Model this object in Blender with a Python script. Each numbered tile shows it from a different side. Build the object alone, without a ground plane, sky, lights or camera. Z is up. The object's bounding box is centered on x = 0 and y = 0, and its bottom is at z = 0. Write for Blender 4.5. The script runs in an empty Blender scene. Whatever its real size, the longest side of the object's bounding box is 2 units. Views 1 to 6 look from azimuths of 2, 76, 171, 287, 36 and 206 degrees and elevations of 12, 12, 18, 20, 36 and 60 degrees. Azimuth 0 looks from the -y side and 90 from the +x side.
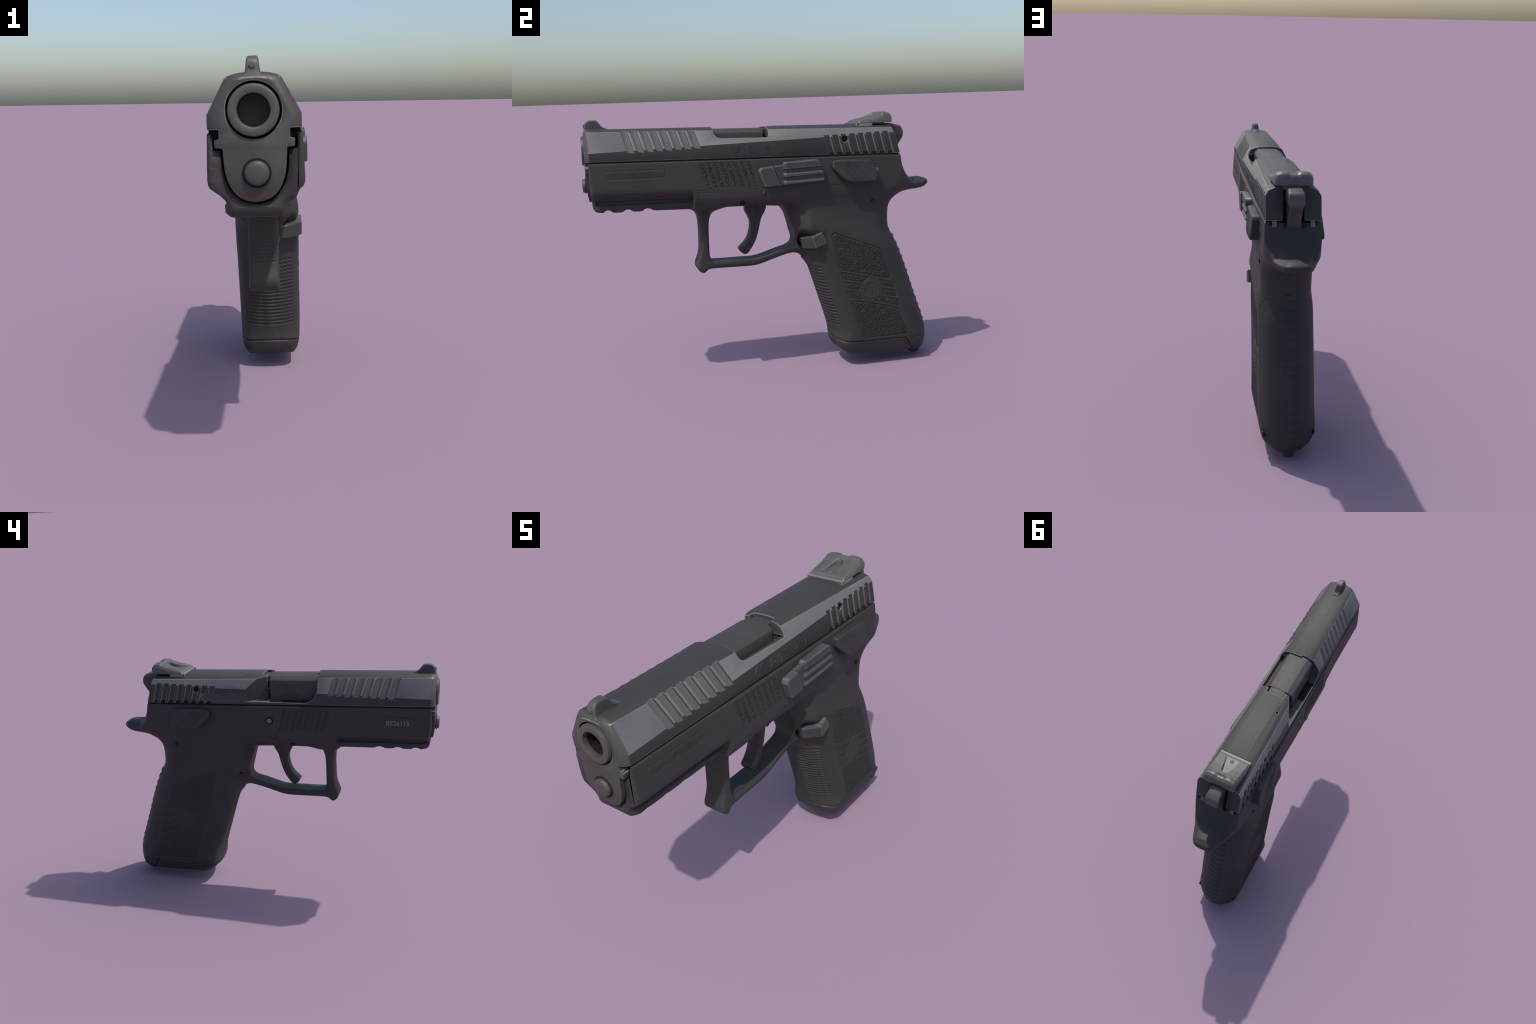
import bpy, bmesh, math
import numpy as np
from mathutils import Vector, Matrix
from mathutils.geometry import delaunay_2d_cdt
from mathutils.kdtree import KDTree

# ------------------------------------------------------------------
# Gun frame: x = across (right side +x), y = along (muzzle at -y), z = up.
# The root Empty carries the slight yaw / lean / pitch the object stands with.
# ------------------------------------------------------------------
YAW, LEAN, PITCH, SHIFT = 0.0078, -0.0212, -0.018, 0.0219
ax = Vector((1, -YAW, -LEAN)); n0 = ax.length; ax /= n0
ay = Vector((YAW, 1, PITCH)); ay = (ay - ax * ax.dot(ay)).normalized()
az = ax.cross(ay)
ROOT_M = Matrix(((ax.x, ay.x, az.x, ax.x * SHIFT / n0), (ax.y, ay.y, az.y, ax.y * SHIFT / n0),
                 (ax.z, ay.z, az.z, ax.z * SHIFT / n0), (0, 0, 0, 1)))

scene = bpy.context.scene
COL = scene.collection
root = bpy.data.objects.new("pistol", None)
COL.objects.link(root)
root.matrix_world = ROOT_M
root["label"] = "black compact semi automatic pistol with polymer frame"
root["category"] = "handgun"

# ------------------------------------------------------------------ materials
def new_mat(name, base, rough, metallic=0.0, spec=0.5, grain=60.0, grain_amt=0.25, bump=0.0,
            bump_scale=300.0, tint=(1.0, 1.0, 1.0), speckle=0.0, wear=0.0):
    m = bpy.data.materials.new(name); m.use_nodes = True
    nt = m.node_tree; N = nt.nodes; L = nt.links
    b = N["Principled BSDF"]
    tc = N.new("ShaderNodeTexCoord")
    n1 = N.new("ShaderNodeTexNoise"); n1.inputs["Scale"].default_value = 5.0; n1.inputs["Detail"].default_value = 5
    n2 = N.new("ShaderNodeTexNoise"); n2.inputs["Scale"].default_value = grain; n2.inputs["Detail"].default_value = 3
    L.new(tc.outputs["Object"], n1.inputs["Vector"]); L.new(tc.outputs["Object"], n2.inputs["Vector"])
    mx = N.new("ShaderNodeMath"); mx.operation = "MULTIPLY_ADD"
    L.new(n2.outputs["Fac"], mx.inputs[0]); mx.inputs[1].default_value = 0.4
    mul = N.new("ShaderNodeMath"); mul.operation = "MULTIPLY"; L.new(n1.outputs["Fac"], mul.inputs[0]); mul.inputs[1].default_value = 0.6
    L.new(mul.outputs[0], mx.inputs[2])
    cr = N.new("ShaderNodeValToRGB")
    lo = [c * (1 - grain_amt) for c in base]; hi = [c * (1 + grain_amt) * t for c, t in zip(base, tint)]
    cr.color_ramp.elements[0].position = 0.3; cr.color_ramp.elements[0].color = (*lo, 1)
    cr.color_ramp.elements[1].position = 0.7; cr.color_ramp.elements[1].color = (*hi, 1)
    L.new(mx.outputs[0], cr.inputs["Fac"])
    col = cr.outputs["Color"]
    if speckle > 0:
        v = N.new("ShaderNodeTexVoronoi"); v.inputs["Scale"].default_value = 26.0
        L.new(tc.outputs["Object"], v.inputs["Vector"])
        sx = N.new("ShaderNodeSeparateColor"); L.new(v.outputs["Color"], sx.inputs[0])
        g = N.new("ShaderNodeMath"); g.operation = "GREATER_THAN"; L.new(sx.outputs[0], g.inputs[0]); g.inputs[1].default_value = 0.93
        d = N.new("ShaderNodeMath"); d.operation = "LESS_THAN"; L.new(v.outputs["Distance"], d.inputs[0]); d.inputs[1].default_value = 0.045
        k = N.new("ShaderNodeMath"); k.operation = "MULTIPLY"; L.new(g.outputs[0], k.inputs[0]); L.new(d.outputs[0], k.inputs[1])
        k2 = N.new("ShaderNodeMath"); k2.operation = "MULTIPLY"; L.new(k.outputs[0], k2.inputs[0]); k2.inputs[1].default_value = speckle
        mc = N.new("ShaderNodeMix"); mc.data_type = "RGBA"
        L.new(k2.outputs[0], mc.inputs[0]); L.new(col, mc.inputs[6]); mc.inputs[7].default_value = (0.22, 0.21, 0.2, 1)
        col = mc.outputs[2]
    if wear > 0:        # bare metal on rubbed convex edges
        ge = N.new("ShaderNodeNewGeometry"); mr = N.new("ShaderNodeMapRange")
        mr.inputs[1].default_value = .508; mr.inputs[2].default_value = .57
        L.new(ge.outputs["Pointiness"], mr.inputs[0])
        wn = N.new("ShaderNodeMath"); wn.operation = "MULTIPLY"; L.new(mr.outputs[0], wn.inputs[0]); L.new(n1.outputs["Fac"], wn.inputs[1])
        w2 = N.new("ShaderNodeMath"); w2.operation = "MULTIPLY"; L.new(wn.outputs[0], w2.inputs[0]); w2.inputs[1].default_value = wear * 2
        w2.use_clamp = True
        mw = N.new("ShaderNodeMix"); mw.data_type = "RGBA"
        L.new(w2.outputs[0], mw.inputs[0]); L.new(col, mw.inputs[6]); mw.inputs[7].default_value = (0.20, 0.192, 0.182, 1)
        col = mw.outputs[2]
    L.new(col, b.inputs["Base Color"])
    rr = N.new("ShaderNodeMath"); rr.operation = "MULTIPLY_ADD"; L.new(n2.outputs["Fac"], rr.inputs[0])
    rr.inputs[1].default_value = 0.16; rr.inputs[2].default_value = rough - 0.08
    L.new(rr.outputs[0], b.inputs["Roughness"])
    b.inputs["Metallic"].default_value = metallic
    b.inputs["Specular IOR Level"].default_value = spec
    if bump > 0:
        n3 = N.new("ShaderNodeTexNoise"); n3.inputs["Scale"].default_value = bump_scale; n3.inputs["Detail"].default_value = 2
        L.new(tc.outputs["Object"], n3.inputs["Vector"])
        bp = N.new("ShaderNodeBump"); bp.inputs["Strength"].default_value = bump; bp.inputs["Distance"].default_value = 0.002
        L.new(n3.outputs["Fac"], bp.inputs["Height"]); L.new(bp.outputs["Normal"], b.inputs["Normal"])
    return m

M_SLIDE = new_mat("blued_steel", (0.036, 0.034, 0.033), 0.62, metallic=0.0, spec=0.42, grain=90, grain_amt=0.16, speckle=0.5, bump=0.05, bump_scale=260)
M_FLANK = new_mat("pale_slide_flank", (0.124, 0.122, 0.122), 0.5, metallic=0.0, spec=0.45, grain=110, grain_amt=0.16, speckle=0.5, bump=0.05, bump_scale=260)  # paler than the rest of the slide, used on the slanted flank faces
M_NOSE = new_mat("muzzle_steel", (0.052, 0.049, 0.047), 0.5, spec=0.42, grain=60, grain_amt=0.2, speckle=0.8)
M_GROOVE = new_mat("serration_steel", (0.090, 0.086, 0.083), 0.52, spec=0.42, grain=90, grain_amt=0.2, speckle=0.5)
M_EDGE = new_mat("worn_steel_edge", (0.155, 0.150, 0.145), 0.45, metallic=0.0, spec=0.6, grain=40, grain_amt=0.45, tint=(1.02, 1.0, 0.96))
M_BARREL = new_mat("barrel_steel", (0.062, 0.058, 0.055), 0.5, metallic=0.0, spec=0.45, grain=70, grain_amt=0.2, speckle=0.4, tint=(1.03, 1.0, 0.97))
M_HOOD = new_mat("chamber_steel", (0.045, 0.042, 0.040), 0.6, spec=0.4, grain=70, grain_amt=0.22, speckle=0.4)
M_POLY = new_mat("black_polymer", (0.0335, 0.0320, 0.0315), 0.6, spec=0.36, grain=140, grain_amt=0.16, bump=0.22, bump_scale=330, speckle=0.7)
M_BASE = new_mat("magazine_polymer", (0.029, 0.0285, 0.0285), 0.52, spec=0.38, grain=120, grain_amt=0.15, bump=0.12, speckle=0.6)
M_LEVER = new_mat("control_steel", (0.043, 0.042, 0.042), 0.5, metallic=0.0, spec=0.45, grain=110, grain_amt=0.15, wear=0.6)
M_SIGHT = new_mat("sight_steel", (0.080, 0.077, 0.074), 0.48, metallic=0.0, spec=0.45, grain=70, grain_amt=0.22, tint=(1.02, 1.0, 0.97), wear=0.8)
M_DARK = new_mat("shadowed_gap", (0.010, 0.010, 0.011), 0.8, spec=0.2)
M_PIN = new_mat("pin_steel", (0.030, 0.030, 0.030), 0.5)
M_ENGRAVE = new_mat("engraving_line", (0.052, 0.050, 0.050), 0.5)
M_PLATE = new_mat("plate_polymer", (0.036, 0.0345, 0.035), 0.6, spec=0.36, grain=140, grain_amt=0.15)
M_SERIAL = new_mat("serial_ink", (0.20, 0.185, 0.185), 0.6)

# ------------------------------------------------------------------ helpers
def sm(a, b, x):
    t = np.clip((np.asarray(x, float) - a) / (b - a), 0, 1)
    return t * t * (3 - 2 * t)

def lerp(a, b, t):
    return a + (b - a) * t

def finish(name, me, mats, parent=root, smooth=True, angle=None):
    ob = bpy.data.objects.new(name, me)
    for m in mats:
        me.materials.append(m)
    COL.objects.link(ob)
    ob.parent = parent
    if smooth:
        me.polygons.foreach_set("use_smooth", [True] * len(me.polygons))
        if angle is not None:
            me.set_sharp_from_angle(angle=math.radians(angle))
    return ob

def apply_mods(ob):
    dg = bpy.context.evaluated_depsgraph_get()
    me = bpy.data.meshes.new_from_object(ob.evaluated_get(dg), depsgraph=dg)
    old = ob.data
    ob.modifiers.clear()
    ob.data = me
    bpy.data.meshes.remove(old)

def rounded(ctrl, step=0.004):
    """closed polygon of (a, b, fillet, *attrs) -> dense points, attrs interpolated along the outline"""
    n = len(ctrl); P = [np.array(c[:2], float) for c in ctrl]
    out = []; att = []
    for i in range(n):
        p, a, b = P[i], P[i - 1], P[(i + 1) % n]
        r = ctrl[i][2]; at = ctrl[i][3:]
        la, lb = np.linalg.norm(a - p), np.linalg.norm(b - p)
        t = min(r, 0.49 * la, 0.49 * lb)
        if t < 1e-5:
            out.append(p); att.append(at); continue
        s, e = p + (a - p) / la * t, p + (b - p) / lb * t
        k = max(3, int(t * 2 / step) + 1)
        for q in np.linspace(0, 1, k):
            out.append((1 - q) ** 2 * s + 2 * q * (1 - q) * p + q * q * e); att.append(at)
    return np.array(out), np.array(att, float).reshape(len(out), -1)

def resample(P, A, step):
    out, oa = [], []
    n = len(P)
    for i in range(n):
        a, b = P[i], P[(i + 1) % n]
        l = np.linalg.norm(b - a)
        if l < 1e-7: continue
        k = max(1, int(round(l / step)))
        for q in range(k):
            f = q / k
            out.append(a + (b - a) * f); oa.append(A[i] + (A[(i + 1) % n] - A[i]) * f)
    return np.array(out), np.array(oa)

def inside(pts, poly):
    x, y = pts[:, 0], pts[:, 1]
    r = np.zeros(len(pts), bool)
    q = np.roll(poly, -1, 0)
    for (x1, y1), (x2, y2) in zip(poly, q):
        if y1 == y2: continue
        c = (y1 > y) != (y2 > y)
        r ^= c & (x < (x2 - x1) * (y - y1) / (y2 - y1) + x1)
    return r

def seg_dist(pts, line, closed=False):
    d = np.full(len(pts), 1e9)
    L = [np.asarray(p, float) for p in line]
    if closed: L = L + [L[0]]
    for a, b in zip(L[:-1], L[1:]):
        ab = b - a; t = np.clip(((pts - a) @ ab) / max(ab @ ab, 1e-12), 0, 1)
        d = np.minimum(d, np.linalg.norm(pts - a - t[:, None] * ab, axis=1))
    return d

def sdf_poly(pts, poly):
    """negative inside"""
    m = np.full(len(pts), 1e3)
    lo, hi = poly.min(0) - .03, poly.max(0) + .03
    sel = ((pts >= lo) & (pts <= hi)).all(1)
    if sel.any():
        s = pts[sel]
        d = seg_dist(s, poly, True)
        m[sel] = np.where(inside(s, poly), -d, d)
    return m

_rng = np.random.RandomState(7)
_perm = _rng.permutation(256); _grad = _rng.normal(size=(256, 2)); _grad /= np.linalg.norm(_grad, axis=1)[:, None]
def noise2(p):
    i = np.floor(p).astype(int); f = p - i
    u = f * f * f * (f * (f * 6 - 15) + 10)
    def g(dx, dy):
        h = _perm[(_perm[(i[:, 0] + dx) % 256] + i[:, 1] + dy) % 256]
        return _grad[h, 0] * (f[:, 0] - dx) + _grad[h, 1] * (f[:, 1] - dy)
    a = g(0, 0) + u[:, 0] * (g(1, 0) - g(0, 0)); b = g(0, 1) + u[:, 0] * (g(1, 1) - g(0, 1))
    return (a + u[:, 1] * (b - a)) * 1.6

def worms(p, size):
    """raised worm-like stipple, 0..1"""
    w = p / size + 0.35 * np.c_[noise2(p / size * .7 + 9.3), noise2(p / size * .7 + 31.7)]
    return 1 - np.clip(np.abs(noise2(w)) * 3.2, 0, 1)

def triangulate(loops, coarse, step, rings):
    """fill outline (loop 0 minus the other loops) with a fine triangle mesh"""
    B = np.concatenate(loops)
    edges = []; s = 0
    for l in loops:
        n = len(l); edges += [(s + i, s + (i + 1) % n) for i in range(n)]; s += n
    kd = KDTree(len(B))
    for i, p in enumerate(B): kd.insert((p[0], p[1], 0), i)
    kd.balance()
    def ok(q):
        m = inside(q, coarse[0])
        for c in coarse[1:]: m &= ~inside(q, c)
        return m
    pts = [B]
    last = 0
    for off in rings:
        ring = []
        for l in loops:
            t = np.roll(l, -1, 0) - np.roll(l, 1, 0)
            t /= np.maximum(np.linalg.norm(t, axis=1), 1e-9)[:, None]
            nr = np.c_[-t[:, 1], t[:, 0]]
            for sg in (1, -1): ring.append(l + sg * nr * off)
        ring = np.concatenate(ring); ring = ring[ok(ring)]
        d = np.array([kd.find((p[0], p[1], 0))[2] for p in ring])
        pts.append(ring[d > 0.93 * off]); last = off
    lo, hi = B.min(0), B.max(0)
    gy = np.arange(lo[0], hi[0], step); gz = np.arange(lo[1], hi[1], step * .87)
    G = np.array([(y + (.5 * step if j % 2 else 0), z) for j, z in enumerate(gz) for y in gy])
    G = G[ok(G)]
    d = np.array([kd.find((p[0], p[1], 0))[2] for p in G])
    G = G[d > last + .55 * step]
    allp = np.concatenate(pts + [G])
    vs, es, fs, ov, oe, of = delaunay_2d_cdt([Vector(p) for p in allp], edges, [], 0, 1e-7)
    V = np.array([(v[0], v[1]) for v in vs]); F = np.array([list(f) for f in fs])
    cen = V[F].mean(1); F = F[ok(cen)]
    mp = {}
    for o, lst in enumerate(ov):
        for i in lst: mp[i] = o
    bl = []; s = 0
    for l in loops:
        bl.append([mp[s + i] for i in range(len(l))]); s += len(l)
    d = np.zeros(len(V)); ni = np.zeros(len(V), int)
    for i, p in enumerate(V):
        c, k, dd = kd.find((p[0], p[1], 0)); ni[i] = k; d[i] = dd
    return V, F, bl, d, ni

def mesh_from(name, V, F):
    me = bpy.data.meshes.new(name)
    me.from_pydata([tuple(v) for v in V], [], [tuple(int(i) for i in f) for f in F])
    me.validate(); me.update()
    return me

def edge_profile(W, c, r, d):
    """half width at distance d from the outline: quarter-ellipse rounding of depth r that takes c off the half width"""
    t = np.clip(d / np.maximum(r, 1e-6), 0, 1)
    return W - c + c * np.sqrt(np.maximum(0, 1 - (1 - t) ** 2))

def plate(name, ctrl, wfun, w_in, side=1, step=0.004, rings=(.0008, .0025, .005), mats=(M_LEVER,), parent=root,
          axes="yz", holes=(), fillet_step=.003):
    """a relief plate: outline in two axes, outer surface at wfun(pts, d), straight rim down to w_in"""
    loops, coarse = [], []
    for c in (ctrl, *holes):
        P, A = rounded(c, fillet_step); coarse.append(P)
        loops.append(resample(P, A, step)[0])
    V, F, bl, d, ni = triangulate(loops, coarse, step, rings)
    w = wfun(V, d)
    n = len(V)
    def place(a, b, c):
        if axes == "yz": return np.c_[side * c, a, b]
        if axes == "xy": return np.c_[a, b, c]
        if axes == "xz": return np.c_[a, c, b]
    VV = [place(V[:, 0], V[:, 1], w)]
    FF = [list(f) for f in F]
    for l in bl:
        m = len(l); base = n
        VV.append(place(V[l, 0], V[l, 1], np.full(m, w_in))); n += m
        for i in range(m):
            j = (i + 1) % m
            FF.append([l[i], l[j], base + j, base + i])
    me = mesh_from(name, np.concatenate(VV), FF)
    bm = bmesh.new(); bm.from_mesh(me); bmesh.ops.recalc_face_normals(bm, faces=bm.faces); bm.to_mesh(me); bm.free()
    return finish(name, me, mats, parent, True, 50)

def prism(bm, poly, lo, hi, axes="yz", taper=None):
    """extruded polygon added to a bmesh; lo / hi are numbers or callables of the point"""
    def f(v, p): return v(p) if callable(v) else v
    def pl(p, c):
        if axes == "yz": return (c, p[0], p[1])
        if axes == "xz": return (p[0], c, p[1])
        return (p[0], p[1], c)
    a = [bm.verts.new(pl(p, f(lo, p))) for p in poly]; b = [bm.verts.new(pl(p, f(hi, p))) for p in poly]
    n = len(poly)
    fs = [bm.faces.new(a), bm.faces.new(b)]
    for i in range(n):
        fs.append(bm.faces.new((a[i], a[(i + 1) % n], b[(i + 1) % n], b[i])))
    bmesh.ops.recalc_face_normals(bm, faces=fs)

def cylinder(bm, c, r, lo, hi, axis="x", seg=32, r2=None):
    pts = [(math.cos(t) , math.sin(t)) for t in np.linspace(0, 2 * math.pi, seg, endpoint=False)]
    r2 = r if r2 is None else r2
    def pl(p, rr, d):
        u, v = c[0] + p[0] * rr, c[1] + p[1] * rr
        return {"x": (d, u, v), "y": (u, d, v), "z": (u, v, d)}[axis]
    a = [bm.verts.new(pl(p, r, lo)) for p in pts]; b = [bm.verts.new(pl(p, r2, hi)) for p in pts]
    fs = [bm.faces.new(a), bm.faces.new(b)]
    for i in range(seg):
        fs.append(bm.faces.new((a[i], a[(i + 1) % seg], b[(i + 1) % seg], b[i])))
    bmesh.ops.recalc_face_normals(bm, faces=fs)

def revolve(bm, prof, c, seg=64, closed=True):
    """profile of (y, radius) turned about the y axis through (x, z) = c"""
    ring = []
    for y, r in prof:
        ring.append([bm.verts.new((c[0] + r * math.cos(t), y, c[1] + r * math.sin(t))) for t in np.linspace(0, 2 * math.pi, seg, endpoint=False)])
    fs = []
    m = len(ring)
    for k in range(m if closed else m - 1):
        a, b = ring[k], ring[(k + 1) % m]
        for i in range(seg):
            fs.append(bm.faces.new((a[i], a[(i + 1) % seg], b[(i + 1) % seg], b[i])))
    return fs

def bm_object(name, bm, mats, parent=root, bevel=0.0, seg=2, ang=35, sharp=35, edge_mat=-1):
    me = bpy.data.meshes.new(name); bm.to_mesh(me); bm.free()
    ob = finish(name, me, mats, parent, True, None)
    if bevel > 0:
        md = ob.modifiers.new("b", "BEVEL"); md.width = bevel; md.segments = seg; md.limit_method = "ANGLE"
        md.angle_limit = math.radians(ang); md.use_clamp_overlap = True; md.material = edge_mat
        apply_mods(ob)
    ob.data.polygons.foreach_set("use_smooth", [True] * len(ob.data.polygons))
    ob.data.set_sharp_from_angle(angle=math.radians(sharp))
    return ob

# ==================================================================
#  SLIDE
# ==================================================================
SEAM = 1.262
W_S = 0.1425
def z_bevel(y): return 1.3475 + 0.0425 * y          # lower edge of the slanted flank
def w_top(y): return 0.0835 + (y + .97) * 0.0255 if y < .1 else 0.1108 + (y - .1) * .024
def z_top(y): return 1.4138 - 0.0045 * (y + 1)
Z_CROWN = 1.4275
def slide_section(y, inset=0.0, rear=False):
    wt, zt, zb = w_top(y), z_top(y), z_bevel(y)
    half = [(W_S - inset, SEAM), (W_S - inset, zb - inset * .25), (wt - inset * .75, zt - inset * .55)]
    for k in (0.8, .6, .4, .2):
        q = (wt - inset * .75) * k
        half.append((q, zt - inset * .55 + (Z_CROWN - zt) * (1 - k ** 3)))
    full = half + [(0, Z_CROWN - inset * .55)] + [(-a, b) for a, b in reversed(half)]
    if rear:
        return [(a, y - (b - SEAM) * .325, b) for a, b in full]
    return [(a, y, b) for a, b in full]

bm = bmesh.new()
secs = [slide_section(-1.0, .03), slide_section(-.995, .017), slide_section(-.986, .006), slide_section(-.975), slide_section(-.6), slide_section(-.3),
        slide_section(.1), slide_section(.4), slide_section(.752, 0, True)]
rings = [[bm.verts.new(p) for p in s] for s in secs]
n = len(rings[0])
for a, b in zip(rings[:-1], rings[1:]):
    for i in range(n): bm.faces.new((a[i], a[(i + 1) % n], b[(i + 1) % n], b[i]))
bm.faces.new(rings[0]); bm.faces.new(rings[-1])
bmesh.ops.recalc_face_normals(bm, faces=bm.faces)
me = bpy.data.meshes.new("slide"); bm.to_mesh(me); bm.free()
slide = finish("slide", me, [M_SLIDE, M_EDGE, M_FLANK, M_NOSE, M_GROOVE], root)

# nose lug under the muzzle, riding in the frame
LUG = [(.107, 1.30), (.107, 1.235), (.121, 1.232), (.120, 1.208), (.097, 1.206), (.0945, 1.160), (.0915, 1.135), (.086, 1.112), (.079, 1.094), (.069, 1.077), (.057, 1.063), (.042, 1.0525), (.022, 1.045)]
lug_loop = LUG + [(0, 1.0425)] + [(-a, b) for a, b in reversed(LUG)]
def lug_front(p): return -1.0 + max(0.0, 1.15 - p[1]) ** 1.5 * .42
lug_bm = bmesh.new()
prism(lug_bm, lug_loop, -.90, lug_front, axes="xz")
bmesh.ops.triangulate(lug_bm, faces=[f for f in lug_bm.faces if all(v.co.y < -.95 for v in f.verts)])
lme = bpy.data.meshes.new("nose"); lug_bm.to_mesh(lme); lug_bm.free()
lob = bpy.data.objects.new("nose", lme); COL.objects.link(lob); lob.parent = root
mu = slide.modifiers.new("nose", "BOOLEAN"); mu.object = lob; mu.operation = "UNION"; mu.solver = "EXACT"

cut = bmesh.new()
# forward serrations: saw-tooth grooves raked on the slanted flank
for side in (1, -1):
    for k in range(8):
        yb = -.807 + k * .0503
        d0, d1 = .0042, .0062
        yc = yb + .03
        wt, zt, zb = w_top(yc), z_top(yc), z_bevel(yc)
        up = np.array([wt - W_S, zt - zb]); up /= np.linalg.norm(up); nr = np.array([up[1], -up[0]])
        lo_pt = np.array([W_S, zb]) - up * .03; hi_pt = np.array([wt, zt]) + up * .05
        rake = -.033 / .115
        V = []
        for q in (lo_pt, hi_pt):
            dz = q[1] - zt
            y0 = yb + dz * rake
            for (yy, dd) in ((y0, .03), (y0 + .0335, .03), (y0 + .0335, -d1), (y0, -d0)):
                p = q + nr * dd
                V.append(cut.verts.new((side * p[0], yy, p[1])))
        fs = [cut.faces.new(V[0:4]), cut.faces.new(V[4:8])]
        for i in range(4): fs.append(cut.faces.new((V[i], V[(i + 1) % 4], V[4 + (i + 1) % 4], V[4 + i])))
        bmesh.ops.recalc_face_normals(cut, faces=fs)
# rear serrations: raked vertical grooves on the flat side
for side in (1, -1):
    for k in range(8):
        yb = .2925 + k * .0505
        def pt(z, off): return (yb + off - (z - 1.376) * .31, z)
        poly = [pt(1.24, 0), pt(1.24, .0315), pt(1.44, .0315), pt(1.44, 0)]
        prism(cut, poly, side * (W_S - .0058), side * .2)
# ejection port
prt, _ = rounded([(-.318, 1.6, 0), (-.318, 1.368, .045), (-.018, 1.368, .012), (-.018, 1.6, 0)])
prism(cut, prt, -.02, .2)
prt, _ = rounded([(-.331, 1.6, 0), (-.331, 1.335, .02), (-.315, 1.30, .03), (-.272, 1.273, .03), (-.034, 1.276, 0), (-.034, 1.6, 0)])
prism(cut, prt, -.2, -.02)
prism(cut, [(-.10, -.325), (.114, -.308), (.114, -.022), (-.10, -.022)], 1.343, 1.6, axes="xy")
prism(cut, [(-.2, .12), (-.1455, .12), (-.1405, .103), (-.068, -.045), (-.2, -.045)], 1.281, 1.6, axes="xy")
nt_, _ = rounded([(-.056, -.06, 0), (.056, -.06, 0), (.056, .013, .008), (-.056, .013, .008)])
prism(cut, nt_, 1.395, 1.6, axes="xy")
# muzzle hole, hammer slot, pin holes, top hole, extractor slot
cylinder(cut, (0, 1.317), .0845, -1.1, -.94, "y", 64)
hs, _ = rounded([(-.055, 1.2, 0), (.055, 1.2, 0), (.055, 1.40, .02), (.03, 1.47, 0), (-.03, 1.47, 0), (-.055, 1.40, .02)])
prism(cut, hs, .66, .9, axes="xz")
for s in (1, -1): cylinder(cut, (.418, 1.348), .0185, s * .118, s * .2, "x", 28)
cylinder(cut, (-.07, .123), .0075, 1.40, 1.5, "z", 20)
ex, _ = rounded([(-.06, 1.277, 0), (.39, 1.277, .024), (.39, 1.325, .024), (-.06, 1.325, 0)])
prism(cut, ex, -.2, -.133)
cme = bpy.data.meshes.new("cutter"); cut.to_mesh(cme); cut.free()
cob = bpy.data.objects.new("cutter", cme); COL.objects.link(cob); cob.parent = root
md = slide.modifiers.new("cut", "BOOLEAN"); md.object = cob; md.operation = "DIFFERENCE"; md.solver = "EXACT"; md.use_self = True
bpy.context.view_layer.update()
apply_mods(slide)
bm = bmesh.new(); bm.from_mesh(slide.data)
bmesh.ops.remove_doubles(bm, verts=bm.verts, dist=2e-4)
bmesh.ops.dissolve_limit(bm, angle_limit=math.radians(.6), verts=bm.verts, edges=bm.edges)
bmesh.ops.dissolve_degenerate(bm, edges=bm.edges, dist=2e-4)
bm.to_mesh(slide.data); bm.free()
bv = slide.modifiers.new("b", "BEVEL"); bv.width = .0026; bv.segments = 2; bv.limit_method = "ANGLE"; bv.angle_limit = math.radians(32)
bv.use_clamp_overlap = False; bv.material = 1; bv.miter_outer = "MITER_ARC"
apply_mods(slide)
bpy.data.objects.remove(cob); bpy.data.meshes.remove(cme); bpy.data.objects.remove(lob); bpy.data.meshes.remove(lme)
slide.data.polygons.foreach_set("use_smooth", [True] * len(slide.data.polygons))
slide.data.set_sharp_from_angle(angle=math.radians(24))
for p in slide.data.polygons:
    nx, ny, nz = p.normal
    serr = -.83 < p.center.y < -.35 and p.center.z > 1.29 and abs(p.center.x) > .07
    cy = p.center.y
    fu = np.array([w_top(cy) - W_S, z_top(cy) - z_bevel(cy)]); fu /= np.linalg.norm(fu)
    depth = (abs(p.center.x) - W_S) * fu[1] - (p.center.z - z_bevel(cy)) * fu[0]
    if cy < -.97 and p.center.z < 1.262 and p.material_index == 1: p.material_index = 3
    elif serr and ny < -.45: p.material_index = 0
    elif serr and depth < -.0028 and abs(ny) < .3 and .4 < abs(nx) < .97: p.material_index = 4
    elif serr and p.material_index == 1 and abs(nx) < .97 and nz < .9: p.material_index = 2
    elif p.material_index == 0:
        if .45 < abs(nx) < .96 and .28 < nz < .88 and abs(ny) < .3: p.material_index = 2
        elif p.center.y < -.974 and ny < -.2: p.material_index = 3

# inner rails and core that close the seam
bm = bmesh.new()
prism(bm, [(-.968, 1.236), (.70, 1.236), (.70, 1.275), (-.968, 1.275)], -.1385, .1385)
core = bm_object("slide_core", bm, [M_DARK], slide)
bm = bmesh.new()
for s in (1, -1):
    prism(bm, [(s * .087, 1.222), (s * .118, 1.222), (s * .118, 1.240), (s * .108, 1.240), (s * .108, 1.268), (s * .087, 1.268)], .66, .7545, axes="xz")
rails = bm_object("slide_rail", bm, [M_LEVER], slide, .001)
# slide pin
bm = bmesh.new()
for s in (1, -1):
    cylinder(bm, (.418, 1.348), .0125, s * .11, s * .131, "x", 24)
    cylinder(bm, (.418, 1.348), .0055, s * .131, s * .133, "x", 16)
bm_object("slide_pin", bm, [M_DARK], slide, .001)

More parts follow.
